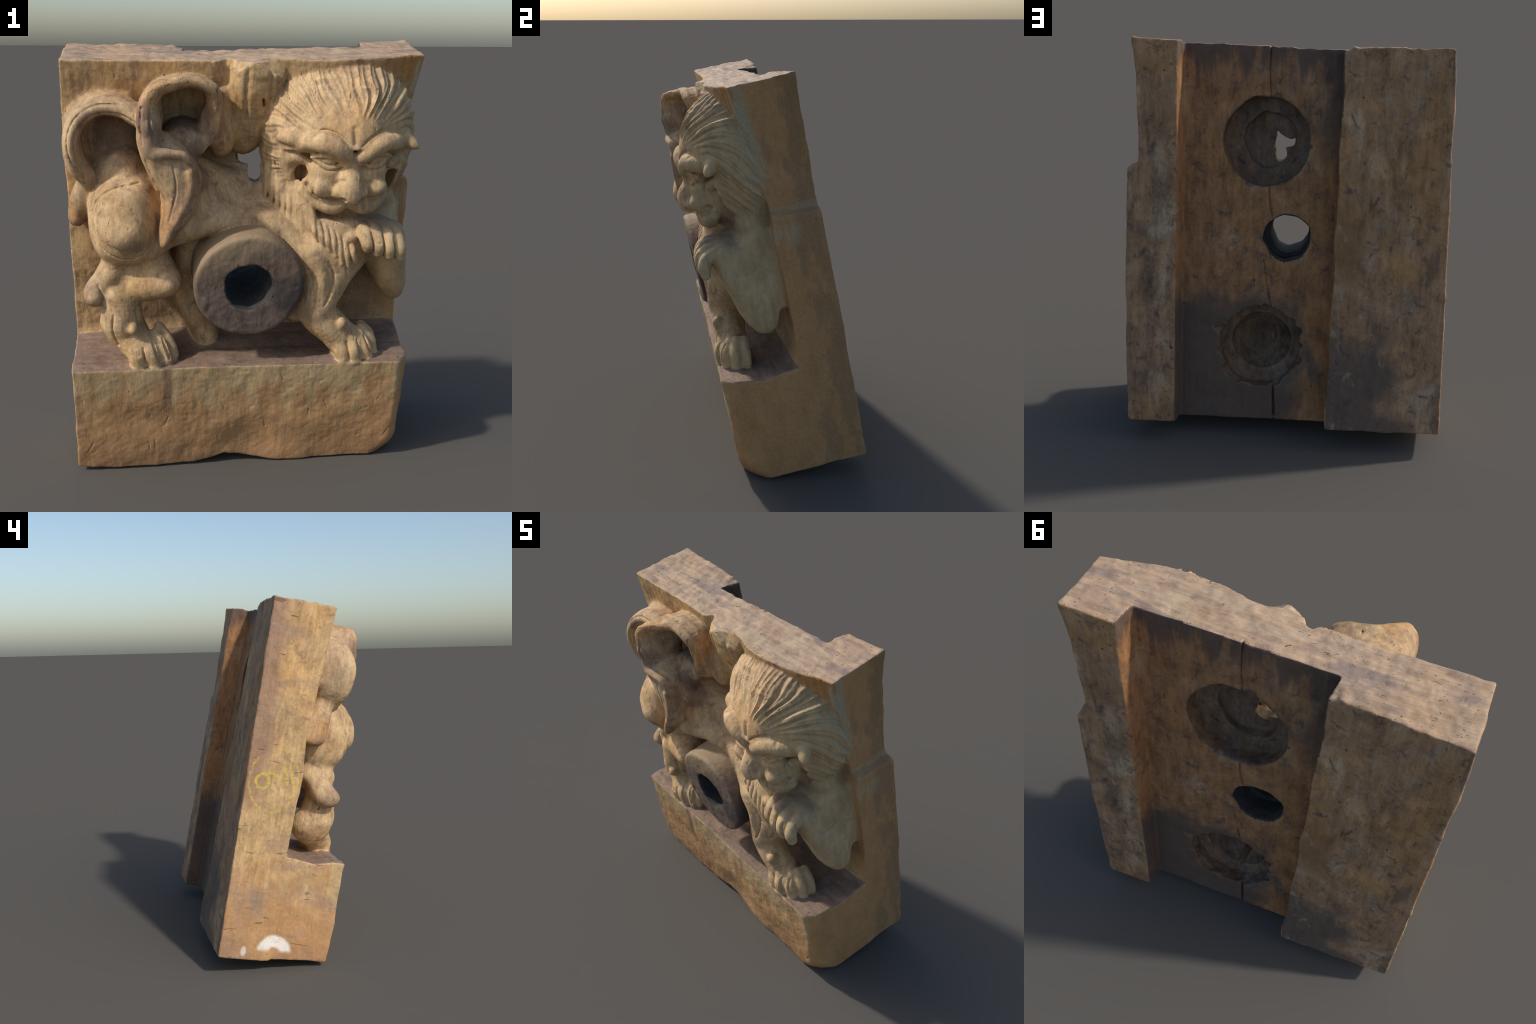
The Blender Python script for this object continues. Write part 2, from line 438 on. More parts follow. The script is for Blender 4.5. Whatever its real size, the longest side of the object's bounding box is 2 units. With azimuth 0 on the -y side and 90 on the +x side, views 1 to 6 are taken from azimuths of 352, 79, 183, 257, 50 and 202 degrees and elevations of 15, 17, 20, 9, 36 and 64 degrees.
def hairline(x, h):
    return np.sqrt(((x - F(.44)) / F(.185)) ** 2 + ((h - F(1.65)) / F(.085)) ** 2)


def mane_fn(x, d, h):
    left = np.clip((F(.46) - x) / F(.08), 0, 1)
    p = 2 - F(.45) * left - F(.42) * np.clip((x - F(.50)) / F(.10), 0, 1)
    u = np.abs(x - F(.430)) / (F(.318) + F(.032) * left)
    v = np.abs(h - F(1.594)) / F(.330)
    q = np.abs(d - F(.305)) / F(.245)
    q = np.where(d < F(.305), 0, q)
    k0 = ((u ** F(2.3) + v ** F(2.3)) ** (p / F(2.3)) + q ** p) ** (1 / p)
    i, t, r = lock_phase(x, d, h)
    ramp = np.clip((hairline(x, h) - 1) / F(.8), 0, 1)
    ramp = ramp * np.maximum(np.clip((h - F(1.60)) / F(.05), 0, 1), np.clip((F(.41) - d) / F(.03), 0, 1))
    ridge = 1 - np.abs(2 * t - 1) ** F(2.0)
    bold = F(.60) + F(.6) * np.clip((x - F(.40)) / F(.2), 0, 1)         # bolder to the right
    relief = (ridge * lock_h[i] * F(.021) * bold - F(.008)) * ramp
    rim = (u ** F(2.3) + v ** F(2.3)) ** F(1 / 2.3)
    relief = relief * (1 - F(.6) * np.clip((rim - F(.82)) / F(.16), 0, 1))
    relief = relief + F(.003) * np.sin(t * 14 + r * 40) * ramp * ridge
    out = np.maximum((k0 - 1) * F(.28) - relief, F(.20) - d)
    crest = F(1.900) + F(.5) * np.clip(d - F(.31), 0, F(.05)) + relief * .25
    out = smax(out, h - crest, F(.01))
    # the forehead overhangs the face: under the brow the head steps back
    return smax(out, d - (F(.415) + F(3.5) * np.clip(h - F(1.575), 0, F(.2))), F(.012))


lo, hi = np.array([.04, .18, 1.24]), np.array([.80, .60, 1.97])
add((lo, hi, mane_fn), .012, MANE)
s, x, d, h = window(lo, hi)
idx = lock_phase(x, d, h)[0]
q = hairline(x, h) + d * 0
lb = label[s]
far = (lb == MANE) & (q > 1.25)
lb[far] = (LOCKS[0] + idx)[far].astype(np.uint8)
lb[(lb == MANE)] = HEAD
# cut the region under the brows for the face
# neck under the mane
add(tube([(.19, .24, 1.50, .105, .085), (.225, .27, 1.38, .105, .10), (.31, .33, 1.27, .13, .14)]), .03, CHEST)
add(tube([(.60, .26, 1.45, .09, .10), (.60, .27, 1.32, .09, .09)]), .03, CHEST)
# face: a round, full muzzle with a deep groove behind the cheeks
add(ellipsoid((.415, .380, 1.455), (.194, .140, .137)), .012, HEAD)
add(ellipsoid((.335, .428, 1.43), (.10, .105, .085)), .03, MUZZLE)
add(ellipsoid((.515, .428, 1.425), (.09, .105, .085)), .03, MUZZLE)
add(ellipsoid((.33, .47, 1.505), (.075, .06, .06)), .03, HEAD)
add(ellipsoid((.525, .47, 1.50), (.07, .06, .06)), .03, HEAD)
carve(tube([(.212, .44, 1.46, .012, .05), (.215, .43, 1.41, .016, .06), (.25, .44, 1.345, .018, .06), (.32, .46, 1.298, .018, .05), (.41, .47, 1.29, .018, .05), (.52, .46, 1.285, .018, .05),
            (.595, .42, 1.33, .018, .05), (.63, .38, 1.40, .018, .06), (.635, .38, 1.46, .016, .06)]), .02)
# brows: heavy, drawn down to the bridge of the nose
add(tube([(.215, .44, 1.598, .026), (.245, .48, 1.632, .036), (.305, .515, 1.640, .045), (.37, .525, 1.612, .042), (.418, .52, 1.562, .030)]), .010, BROW)
add(tube([(.655, .43, 1.603, .026), (.615, .485, 1.630, .036), (.555, .512, 1.634, .043), (.495, .522, 1.600, .040), (.447, .52, 1.560, .028)]), .010, BROW)
carve(tube([(.425, .585, 1.70, .006, .05), (.430, .585, 1.64, .008, .05)]), .02)
# eyes: a ball between two lids
for ex, sg in ((.325, 1), (.537, -1)):
    add(ellipsoid((ex, .475, 1.560), (.066, .042, .040), -12 * sg), .008, HEAD)
    add(ellipsoid((ex + .005 * sg, .502, 1.560), (.036, .026, .022), -14 * sg), .002, EYE)
    add(tube([(ex - .062 * sg, .485, 1.568, .010), (ex - .025 * sg, .518, 1.586, .011), (ex + .025 * sg, .524, 1.576, .011), (ex + .060 * sg, .515, 1.546, .009)]), .004, EYE)
    add(tube([(ex - .055 * sg, .490, 1.560, .008), (ex - .02 * sg, .512, 1.537, .010), (ex + .025 * sg, .518, 1.532, .010), (ex + .058 * sg, .515, 1.543, .008)]), .004, EYE)
# nose
add(tube([(.43, .500, 1.555, .028), (.425, .52, 1.50, .042), (.422, .540, 1.455, .054), (.425, .545, 1.428, .052)]), .025, NOSE)
add(ellipsoid((.376, .53, 1.427), (.036, .034, .030)), .016, NOSE)
add(ellipsoid((.474, .53, 1.427), (.034, .034, .028)), .016, NOSE)
add(ellipsoid((.428, .553, 1.412), (.030, .030, .028)), .014, NOSE)
carve(ellipsoid((.392, .565, 1.402), (.013, .02, .012)), .008)
carve(ellipsoid((.462, .565, 1.402), (.013, .02, .012)), .008)
# lips, mouth line
add(tube([(.245, .43, 1.40, .026), (.30, .465, 1.362, .034), (.36, .485, 1.345, .038), (.405, .495, 1.358, .028)]), .012, MUZZLE)
add(tube([(.59, .445, 1.375, .028), (.555, .465, 1.348, .034), (.50, .485, 1.342, .038), (.445, .495, 1.358, .028)]), .012, MUZZLE)
carve(tube([(.240, .46, 1.46, .004, .014), (.268, .500, 1.418, .006, .026), (.32, .525, 1.390, .009, .034), (.38, .535, 1.378, .008, .034), (.43, .555, 1.372, .006, .03),
            (.48, .55, 1.388, .005, .03), (.54, .535, 1.393, .006, .03), (.60, .49, 1.395, .007, .03)]), .008)
# folds from the nose wings, cheek bones
for sg, cx in ((-1, .40), (1, .45)):
    carve(tube([(cx + sg * .012, .60, 1.485, .006, .05), (cx + sg * .050, .585, 1.450, .006, .04), (cx + sg * .062, .57, 1.418, .005, .03)]), .012)
# deep corners of the grin
carve(ellipsoid((.252, .505, 1.432), (.022, .05, .014), -38), .010)
carve(ellipsoid((.590, .495, 1.415), (.020, .05, .013), 32), .010)
# whisker knobs
add(ellipsoid((.302, .500, 1.440), (.042, .040, .038)), .025, WHISKER)
add(ellipsoid((.552, .510, 1.440), (.040, .042, .038)), .022, WHISKER)
# ears and the rings under them
add(tube([(.148, .395, 1.632, .030), (.180, .425, 1.636, .038), (.235, .45, 1.612, .030), (.275, .47, 1.588, .014)]), .012, EAR)
add(tube([(.728, .452, 1.595, .010), (.706, .44, 1.605, .024), (.68, .42, 1.618, .034), (.645, .43, 1.62, .030)]), .008, EAR)
add(tube([(.25, .42, 1.528, .022), (.205, .41, 1.543, .030), (.178, .385, 1.515, .030), (.18, .37, 1.46, .026), (.20, .36, 1.39, .022), (.225, .37, 1.33, .018)]), .015, EAR)
add(tube([(.615, .44, 1.52, .022), (.65, .41, 1.533, .025), (.672, .375, 1.51, .026), (.672, .345, 1.45, .025), (.655, .33, 1.38, .022)]), .010, EAR)
carve(tube([(.225, .47, 1.480, .020, .05), (.235, .39, 1.475, .026, .06), (.235, .36, 1.43, .02, .05)]), .010)
carve(tube([(.655, .44, 1.465, .016, .06), (.640, .39, 1.455, .022, .06), (.628, .37, 1.40, .020, .05)]), .008)

# ---------------------------------------------------------------- chest locks (bib) and neck strands
for i in range(7):
    xx = .277 + .029 * i
    top, end = 1.285 - .015 * i, (1.19, 1.165, 1.145, 1.12, 1.08, 1.068, 1.09)[i]
    dd = .500 + .004 * i - .0010 * (i - 3) ** 2
    add(tube([(xx, dd - .012, top, .010), (xx + .010, dd + .010, (top + end) / 2, .0155, .024), (xx + .026, dd + .010, end, .009, .016)]), .005, LOCK_C)
for i in range(9):
    xx = .10 + .020 * i
    top, end = 1.50 - .012 * i, 1.33 - .020 * i
    dd = .300 + .018 * i
    add(tube([(xx, dd, top, .010), (xx - .006 + .004 * i, dd + .028, (top + end) / 2, .014, .024), (xx + .006 * i - .012, dd + .040, end, .007, .012)]), .012, LOCK_C)

# ---------------------------------------------------------------- sockets and splits in the back
# back: the channel between the rails, sockets, the split
def channel_shape(x, d, h):
    xl = F(-.236) - F(.03) * (h / F(1.95)) + F(.004) * np.sin(h * 14)
    floor = F(.072) + F(.022) * (h / F(1.95))
    u = smax(x - F(.537) + (d - F(.09)) * F(.13), xl - x + (F(.09) - d) * F(.10), F(.01))
    return smax(u, d - floor, F(.012))


carve(((-.30, D0, H0), (.58, .1, H1), channel_shape), .008, CHANNEL)
carve(ellipsoid((-.262, .0, 1.955), (.035, .07, .035)), .015, BOARD)


def bowl(c, r, d_left, d_right, wob):
    """stepped socket whose floor tips: d_left and d_right are its depths at the -x and +x ends"""
    plug = disc(c, r, -.06, max(d_left, d_right), .02, 1.03, wob)

    def fn(x, d, h):
        t = np.clip((x - F(c[0])) / F(2 * r) + F(.5), 0, 1)
        return smax(plug[2](x, d, h), d - (F(d_left) * (1 - t) + F(d_right) * t), F(.02))
    return plug[0], plug[1], fn


carve(bowl((.116, 1.476), .217, .152, .185, .0015), .006, SOCKET)
carve(bowl((.100, 1.485), .135, .205, .226, .003), .012, SOCKET)
carve(bowl((.128, .423), .207, .145, .165, .003), .008, SOCKET)
carve(ellipsoid((.125, .15, .435), (.155, .10, .15)), .01, SOCKET)
add(tube([(.06, .10, .50, .012, .1), (.055, .13, .45, .010, .09)]), .006, SOCKET)
chip = np.random.default_rng(5)
for cx_, ch_, rr, n_ in ((.116, 1.476, .217, 4), (.128, .423, .205, 12)):
    for a in chip.uniform(0, 6.28, n_):
        r_ = chip.uniform(.012, .032)
        carve(ellipsoid((cx_ + rr * math.cos(a), .085, ch_ + rr * 1.03 * math.sin(a)), (r_, chip.uniform(.012, .035), r_ * .8)), .01, SOCKET)
carve(ellipsoid((.325, .08, .50), (.05, .022, .022), 20), .015, SOCKET)
carve(ellipsoid((.035, .10, .265), (.03, .05, .045)), .015, SOCKET)
carve(tube([(.105, .085, 1.96, .0065, .022), (.108, .085, 1.82, .0055, .018), (.10, .085, 1.68, .005, .016)]), .002)
carve(tube([(.10, .08, 1.26, .005, .016), (.095, .08, 1.18, .0045, .014), (.082, .08, 1.10, .0045, .014)]), .002)
carve(tube([(.118, .075, .88, .0045, .014), (.098, .075, .74, .005, .016), (.072, .075, .62, .0045, .014)]), .002)
carve(tube([(.055, .075, .24, .0065, .02), (.045, .075, .02, .0065, .022)]), .002)
carve(tube([(.125, .07, .730, .004, .014), (.10, .07, .738, .008, .02), (.075, .07, .746, .004, .014)]), .002)

# ---------------------------------------------------------------- tool lines
engrave([(-.668, 1.335), (-.640, 1.392), (-.590, 1.432), (-.530, 1.448), (-.465, 1.452)], .005, .008)
engrave([(-.668, 1.27), (-.645, 1.205), (-.60, 1.162), (-.55, 1.140), (-.495, 1.138), (-.445, 1.165), (-.415, 1.215)], .004, .006)
for q in ([(-.685, 1.47), (-.735, 1.55), (-.748, 1.64), (-.715, 1.72), (-.64, 1.768), (-.54, 1.772), (-.47, 1.752)],
          [(-.665, 1.50), (-.715, 1.56), (-.722, 1.63), (-.695, 1.695), (-.63, 1.735), (-.54, 1.735), (-.47, 1.705)]):
    engrave(q, .004, .006)
engrave([(-.445, 1.80), (-.452, 1.72), (-.445, 1.65)], .004, .007)
engrave([(-.40, 1.83), (-.412, 1.74), (-.395, 1.665)], .004, .006)
engrave([(-.435, 1.58), (-.41, 1.50), (-.385, 1.42), (-.372, 1.33), (-.372, 1.24)], .005, .007)
engrave([(-.325, 1.56), (-.315, 1.48), (-.325, 1.40), (-.345, 1.32)], .004, .006)
engrave([(-.215, 1.55), (-.212, 1.48), (-.235, 1.41), (-.28, 1.33)], .004, .006)
engrave([(.355, 1.09), (.383, 1.03), (.372, .95), (.345, .885)], .006, .009)
engrave([(.265, 1.06), (.285, 1.0), (.275, .92)], .006, .008)
engrave([(.44, 1.06), (.455, .98), (.425, .91)], .005, .006)
engrave([(-.60, .86), (-.605, .78), (-.585, .70)], .006, .009)
engrave([(-.495, .88), (-.49, .82), (-.475, .77)], .006, .008)
engrave([(-.66, .985), (-.64, .93), (-.66, .885)], .005, .007)
for a, b in (((-.475, .70), (-.465, .615)), ((-.43, .715), (-.40, .625)), ((-.385, .72), (-.355, .63)),
             ((.462, .69), (.478, .605)), ((.512, .695), (.535, .605)), ((.552, .70), (.59, .61))):
    engrave([a, ((a[0] + b[0]) / 2, (a[1] + b[1]) / 2), b], .005, .012)
for a, b in (((.535, 1.235), (.548, 1.14)), ((.583, 1.23), (.596, 1.125)), ((.632, 1.22), (.646, 1.11))):
    engrave([a, ((a[0] + b[0]) / 2, (a[1] + b[1]) / 2), b], .005, .012)
# wrinkles of the face: under the eyes, beside the nose, on the brows
engrave([(.275, 1.545), (.31, 1.522), (.355, 1.520), (.39, 1.532)], .004, .006)
engrave([(.585, 1.552), (.55, 1.522), (.505, 1.518), (.475, 1.528)], .004, .006)
engrave([(.25, 1.665), (.30, 1.690), (.36, 1.675), (.405, 1.635)], .005, .007)
engrave([(.615, 1.665), (.56, 1.690), (.50, 1.668), (.458, 1.63)], .005, .007)
engrave([(.265, 1.44), (.272, 1.41), (.30, 1.385)], .005, .008)
# checks in the timber of the plinth and board
crack = np.random.default_rng(21)
for _ in range(12):
    cx_, ch_, ln, sl_ = crack.uniform(-.76, .70), crack.uniform(.08, .54), crack.uniform(.012, .03), crack.uniform(-.5, .9)
    engrave([(cx_ - ln * sl_, ch_ - ln), (cx_ + ln * sl_, ch_ + ln)], .0024, .006, .002)
for _ in range(10):
    cx_, ch_, ln = crack.uniform(-.75, .70), crack.uniform(1.80, 1.90), crack.uniform(.02, .05)
    engrave([(cx_, ch_ + ln / 2), (cx_ + crack.uniform(-.008, .008), ch_ - ln / 2)], .0026, .005, .002)

# ragged opening between the hollow and the upper socket
carve(tube([(.055, .12, 1.400, .031, .2), (.050, .30, 1.425, .029, .2)]), .008)
carve(tube([(.060, .12, 1.438, .016, .2), (.056, .30, 1.462, .014, .2)]), .006)

# bore last: it runs right through
carve(disc((-.004, 1.003), .104, .0, .70, .006, 1.03, .002), .012, BORE)
carve(disc((.0, .99), .116, -.1, .20, .006, .98, .003), .012, BORE)


# ================================================================ POLYGONISE (surface nets)
def surface_nets(f):
    inside = f < 0
    n = [k - 1 for k in f.shape]
    cnt = np.zeros(n, dtype=np.uint8)
    for a in (0, 1):
        for b in (0, 1):
            for c in (0, 1):
                cnt += inside[a:a + n[0], b:b + n[1], c:c + n[2]]
    cells = np.argwhere((cnt > 0) & (cnt < 8))
    vid = np.full(n, -1, dtype=np.int32)
    vid[cells[:, 0], cells[:, 1], cells[:, 2]] = np.arange(len(cells))
    corner = {(a, b, c): f[cells[:, 0] + a, cells[:, 1] + b, cells[:, 2] + c] for a in (0, 1) for b in (0, 1) for c in (0, 1)}
    acc = np.zeros((len(cells), 3), dtype=np.float64)
    num = np.zeros(len(cells))
    for axis in range(3):
        o = [i for i in range(3) if i != axis]
        for p in (0, 1):
            for q in (0, 1):
                k0 = [0, 0, 0]
                k0[o[0]], k0[o[1]] = p, q
                k1 = list(k0)
                k1[axis] = 1
                v0, v1 = corner[tuple(k0)], corner[tuple(k1)]
                hit = (v0 < 0) != (v1 < 0)
                t = v0[hit] / (v0[hit] - v1[hit])
                pos = np.tile(np.array(k0, dtype=float), (hit.sum(), 1))
                pos[:, axis] = t
                acc[hit] += pos
                num[hit] += 1
    verts = cells + acc / num[:, None]
    quads = []
    for axis in range(3):
        o = [i for i in range(3) if i != axis]
        sl0 = [slice(1, n[i]) for i in range(3)]
        sl0[axis] = slice(0, n[axis])
        sl1 = list(sl0)
        sl1[axis] = slice(1, n[axis] + 1)
        a, b = inside[tuple(sl0)], inside[tuple(sl1)]
        e = np.argwhere(a != b)
        flip = b[e[:, 0], e[:, 1], e[:, 2]]
        base = e.copy()
        for i in o:
            base[:, i] += 1
        ids = []
        for du, dv in ((0, 0), (1, 0), (1, 1), (0, 1)):
            k = base.copy()
            k[:, o[0]] -= du
            k[:, o[1]] -= dv
            ids.append(vid[k[:, 0], k[:, 1], k[:, 2]])
        qd = np.stack(ids, 1)
        if axis == 1:
            flip = ~flip
        qd[flip] = qd[flip][:, ::-1]
        quads.append(qd)
    quads = np.vstack(quads)
    quads = quads[(quads >= 0).all(1)]
    return verts, quads


# drop loose crumbs: not needed, every volume overlaps its neighbour
verts, quads = surface_nets(field)
loc = verts * VOX + np.array([X0, D0, H0])                     # local x, d, h

# region of each face: the label of the voxel at its middle
mid = verts[quads].mean(1)
ij = np.clip(np.rint(mid).astype(int), 0, np.array(field.shape) - 1)
flab = label[ij[:, 0], ij[:, 1], ij[:, 2]]
del field


def normals_of(co, q):
    nf = np.cross(co[q[:, 2]] - co[q[:, 0]], co[q[:, 3]] - co[q[:, 1]])
    nv = np.zeros_like(co)
    for k in range(4):
        for a in range(3):
            nv[:, a] += np.bincount(q[:, k], weights=nf[:, a], minlength=len(co))
    return nv / (np.linalg.norm(nv, axis=1, keepdims=True) + 1e-12)


# ---------------------------------------------------------------- tool marks and wear
def to_world(p):
    ly = BACK - p[:, 1]
    return np.stack([p[:, 0], ly * CL - p[:, 2] * SL, ly * SL + p[:, 2] * CL], 1)


nrm = normals_of(loc, quads)
# normals point outwards? (d axis is mirrored, so check on the top of the block)
if nrm[loc[:, 2] > 1.93][:, 2].mean() < 0:
    nrm = -nrm
fn_ = nrm[quads].mean(1)
fc_ = loc[quads].mean(1)
is_board = (flab == BOARD) | (flab == PLINTH)
flab[is_board & (fn_[:, 1] < -.6) & (fc_[:, 1] < .05)] = RAIL
flab[(is_board | (flab == LOBE) | (flab == CHANNEL)) & (fn_[:, 2] > .75) & (fc_[:, 2] > 1.88)] = TOP
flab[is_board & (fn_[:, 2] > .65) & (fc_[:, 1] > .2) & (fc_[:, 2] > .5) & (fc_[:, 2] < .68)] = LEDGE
pl = loc.astype(F)
vlab = np.zeros(len(loc), dtype=np.uint8)
for k in range(4):
    vlab[quads[:, k]] = flab
lion = (vlab >= TORSO)
rough = np.where(lion, .55, 1.0)
disp = .0038 * vnoise(pl, 8, 1) + .0022 * vnoise(pl, 15, 11) + .0016 * vnoise(pl, 23, 2) * rough + .0008 * vnoise(pl, 60, 3) * rough
grain = vnoise(pl, (50, 50, 12), 4)                            # gouges along the grain
disp += np.where(lion, .0005, .0009) * grain
slant = np.stack([pl[:, 0] * .8 + pl[:, 2] * .6, pl[:, 1], pl[:, 2] * .8 - pl[:, 0] * .6], 1)
disp += np.where(lion, .0, .0010) * np.abs(vnoise(slant, (8, 20, 30), 8)) - np.where(lion, 0, .0005)   # adze facets
topf = (nrm[:, 2] > .6) & (loc[:, 2] > 1.85)
disp += np.where(topf, .004 * vnoise(pl, (6, 50, 6), 5) + .003 * vnoise(pl, 30, 6), 0)
sock = vlab == SOCKET
disp += np.where(sock, .005 * vnoise(pl, (22, 22, 13), 31) + .003 * vnoise(pl, 45, 32), 0)
pits = np.clip(vnoise(pl, (70, 70, 30), 7) - .72, 0, 1)
disp -= np.where(lion, .010, .008) * pits
loc = loc + nrm * disp[:, None]
co = to_world(loc)
co[:, 2] -= min(co[:, 2].min(), 0)

# orientation of the faces in world space
wn = normals_of(co, quads)
if wn[loc[:, 2] > 1.93][:, 2].mean() < 0:
    quads = quads[:, ::-1]
    wn = -wn


# ================================================================ MATERIALS
class Nodes:
    def __init__(self, name):
        self.mat = bpy.data.materials.new(name)
        self.mat.use_nodes = True
        self.t = self.mat.node_tree
        self.t.nodes.clear()

    def n(self, kind, **kw):
        node = self.t.nodes.new(kind)
        for k, v in kw.items():
            setattr(node, k, v)
        return node

    def link(self, a, b):
        self.t.links.new(a, b)

    def put(self, sock, v):
        if isinstance(v, bpy.types.NodeSocket):
            self.link(v, sock)
        else:
            sock.default_value = v

    def math(self, op, a, b=0.0, c=0.0, clamp=False):
        m = self.n("ShaderNodeMath", operation=op, use_clamp=clamp)
        for i, v in enumerate((a, b, c)):
            self.put(m.inputs[i], v)
        return m.outputs[0]

    def noise(self, vec, scale, detail=4.0, rough=.55, distort=0.0):
        m = self.n("ShaderNodeTexNoise")
        self.link(vec, m.inputs["Vector"])
        m.inputs["Scale"].default_value = scale
        m.inputs["Detail"].default_value = detail
        m.inputs["Roughness"].default_value = rough
        m.inputs["Distortion"].default_value = distort
        return m.outputs[0]

    def ramp(self, v, lo, hi):
        m = self.n("ShaderNodeMapRange", interpolation_type="SMOOTHSTEP")
        self.link(v, m.inputs[0])
        m.inputs[1].default_value, m.inputs[2].default_value = lo, hi
        return m.outputs[0]

    def mix(self, fac, a, b, blend="MIX"):
        m = self.n("ShaderNodeMix", data_type="RGBA", blend_type=blend)
        self.put(m.inputs[0], fac)
        for s, v in ((m.inputs[6], a), (m.inputs[7], b)):
            if isinstance(v, bpy.types.NodeSocket):
                self.link(v, s)
            else:
                s.default_value = (*v, 1)
        return m.outputs[2]

    def block_coords(self):
        """object coordinates turned upright with the lean of the block: x, depth, height"""
        tc = self.n("ShaderNodeTexCoord")
        mp = self.n("ShaderNodeMapping")
        mp.inputs["Rotation"].default_value = (-LEAN, 0, 0)
        self.link(tc.outputs["Object"], mp.inputs["Vector"])
        return mp.outputs[0]

    def stretch(self, vec, s):
        mp = self.n("ShaderNodeMapping")
        mp.inputs["Scale"].default_value = s
        self.link(vec, mp.inputs["Vector"])
        return mp.outputs[0]

    def sep(self, vec):
        m = self.n("ShaderNodeSeparateXYZ")
        self.link(vec, m.inputs[0])
        return m.outputs

    def near(self, xyz, c, r):
        """1 at c falling to 0 at distance r; c entries may be None (ignored)"""
        tot = None
        for s, v in zip(xyz, c):
            if v is None:
                continue
            dlt = self.math("SUBTRACT", s, v)
            sq = self.math("MULTIPLY", dlt, dlt)
            tot = sq if tot is None else self.math("ADD", tot, sq)
        return self.math("SQRT", tot)

    def finish(self, col, bump_h, rough=.72, strength=.5, dist=.006):
        b = self.n("ShaderNodeBsdfPrincipled")
        self.link(col, b.inputs["Base Color"])
        self.put(b.inputs["Roughness"], rough)
        b.inputs["Specular IOR Level"].default_value = .25
        bp = self.n("ShaderNodeBump")
        bp.inputs["Strength"].default_value = strength
        bp.inputs["Distance"].default_value = dist
        self.link(bump_h, bp.inputs["Height"])
        self.link(bp.outputs[0], b.inputs["Normal"])
        o = self.n("ShaderNodeOutputMaterial")
        self.link(b.outputs[0], o.inputs[0])
        return self.mat


def wood(name, base, dark, warm, pale, warm_amt=.5, dark_amt=.5, pale_amt=.4, extra=None, grain=(1, 1, .16), speck=.5, mottle=.6):
    N = Nodes(name)
    v = N.block_coords()
    grain_v = N.stretch(v, grain)
    g1 = N.noise(grain_v, 34, 6, .62, .3)
    g2 = N.noise(grain_v, 110, 4, .6)
    big = N.noise(v, 3.2, 5, .6, .4)
    big2 = N.noise(N.stretch(v, (1.0, 1.0, .55)), 5.1, 5, .62, .6)
    big3 = N.noise(N.stretch(v, (1.3, 1.0, .7)), 4.3, 4, .6, .3)
    spk = N.noise(v, 70, 3, .6)
    col = N.mix(N.ramp(big, .40, .68), base, warm)
    col = N.mix(N.math("MULTIPLY", N.ramp(big, .46, .66), warm_amt), base, warm)
    col = N.mix(N.math("MULTIPLY", N.ramp(big2, .50, .72), dark_amt), col, dark)
    col = N.mix(N.math("MULTIPLY", N.ramp(big3, .52, .72), pale_amt), col, pale)
    shade = N.math("ADD", N.math("MULTIPLY", N.math("SUBTRACT", g1, .5), 1.15), 1.0)
    shade = N.math("ADD", shade, N.math("MULTIPLY", N.math("SUBTRACT", g2, .5), .45))
    shade = N.math("ADD", shade, N.math("MULTIPLY", N.math("SUBTRACT", spk, .5), speck))
    mot = N.noise(N.stretch(v, (1, 1, .7)), 8.5, 9, .70, .5)
    mot2 = N.noise(v, 15, 8, .72, .8)
    shade = N.math("ADD", shade, N.math("MULTIPLY", N.math("SUBTRACT", mot, .5), mottle * 1.6))
    grime = N.math("MULTIPLY", N.ramp(mot2, .52, .70), min(1.0, mottle * .75))
    col = N.mix(grime, col, tuple(c * k for c, k in zip(dark, (.75, .78, .92))))
    vm = N.n("ShaderNodeVectorMath", operation="SCALE")
    N.link(col, vm.inputs[0])
    N.link(shade, vm.inputs["Scale"])
    col = vm.outputs[0]
    # worm holes and short dark nicks
    nick = N.noise(N.stretch(v, (1, 1, .45)), 46, 2, .5, 1.2)
    nick = N.ramp(nick, .70, .76)
    col = N.mix(N.math("MULTIPLY", nick, .75), col, tuple(c * .22 for c in dark))
    if extra:
        col = extra(N, v, col)
    hgt = N.math("ADD", N.math("MULTIPLY", g1, .6), N.math("MULTIPLY", g2, .35))
    hgt = N.math("ADD", hgt, N.math("MULTIPLY", spk, .4))
    hgt = N.math("SUBTRACT", hgt, N.math("MULTIPLY", nick, .9))
    return N.finish(col, hgt)




def ink(N, v):
    return N.sep(v)


def segment(N, u, w, a, b):
    """distance in the plane (u, w) to the stroke from a to b"""
    ax, ay, bx, by = *a, *b
    L = (bx - ax) ** 2 + (by - ay) ** 2
    pu, pw = N.math("SUBTRACT", u, ax), N.math("SUBTRACT", w, ay)
    t = N.math("ADD", N.math("MULTIPLY", pu, (bx - ax) / L), N.math("MULTIPLY", pw, (by - ay) / L), clamp=True)
    eu = N.math("SUBTRACT", pu, N.math("MULTIPLY", t, bx - ax))
    ew = N.math("SUBTRACT", pw, N.math("MULTIPLY", t, by - ay))
    return N.math("SQRT", N.math("ADD", N.math("MULTIPLY", eu, eu), N.math("MULTIPLY", ew, ew)))


def circle(N, u, w, c, r, sq=1.0):
    pu, pw = N.math("SUBTRACT", u, c[0]), N.math("MULTIPLY", N.math("SUBTRACT", w, c[1]), sq)
    rr = N.math("SQRT", N.math("ADD", N.math("MULTIPLY", pu, pu), N.math("MULTIPLY", pw, pw)))
    return N.math("ABSOLUTE", N.math("SUBTRACT", rr, r))


LY = BACK                                       # block coordinate y = BACK - depth


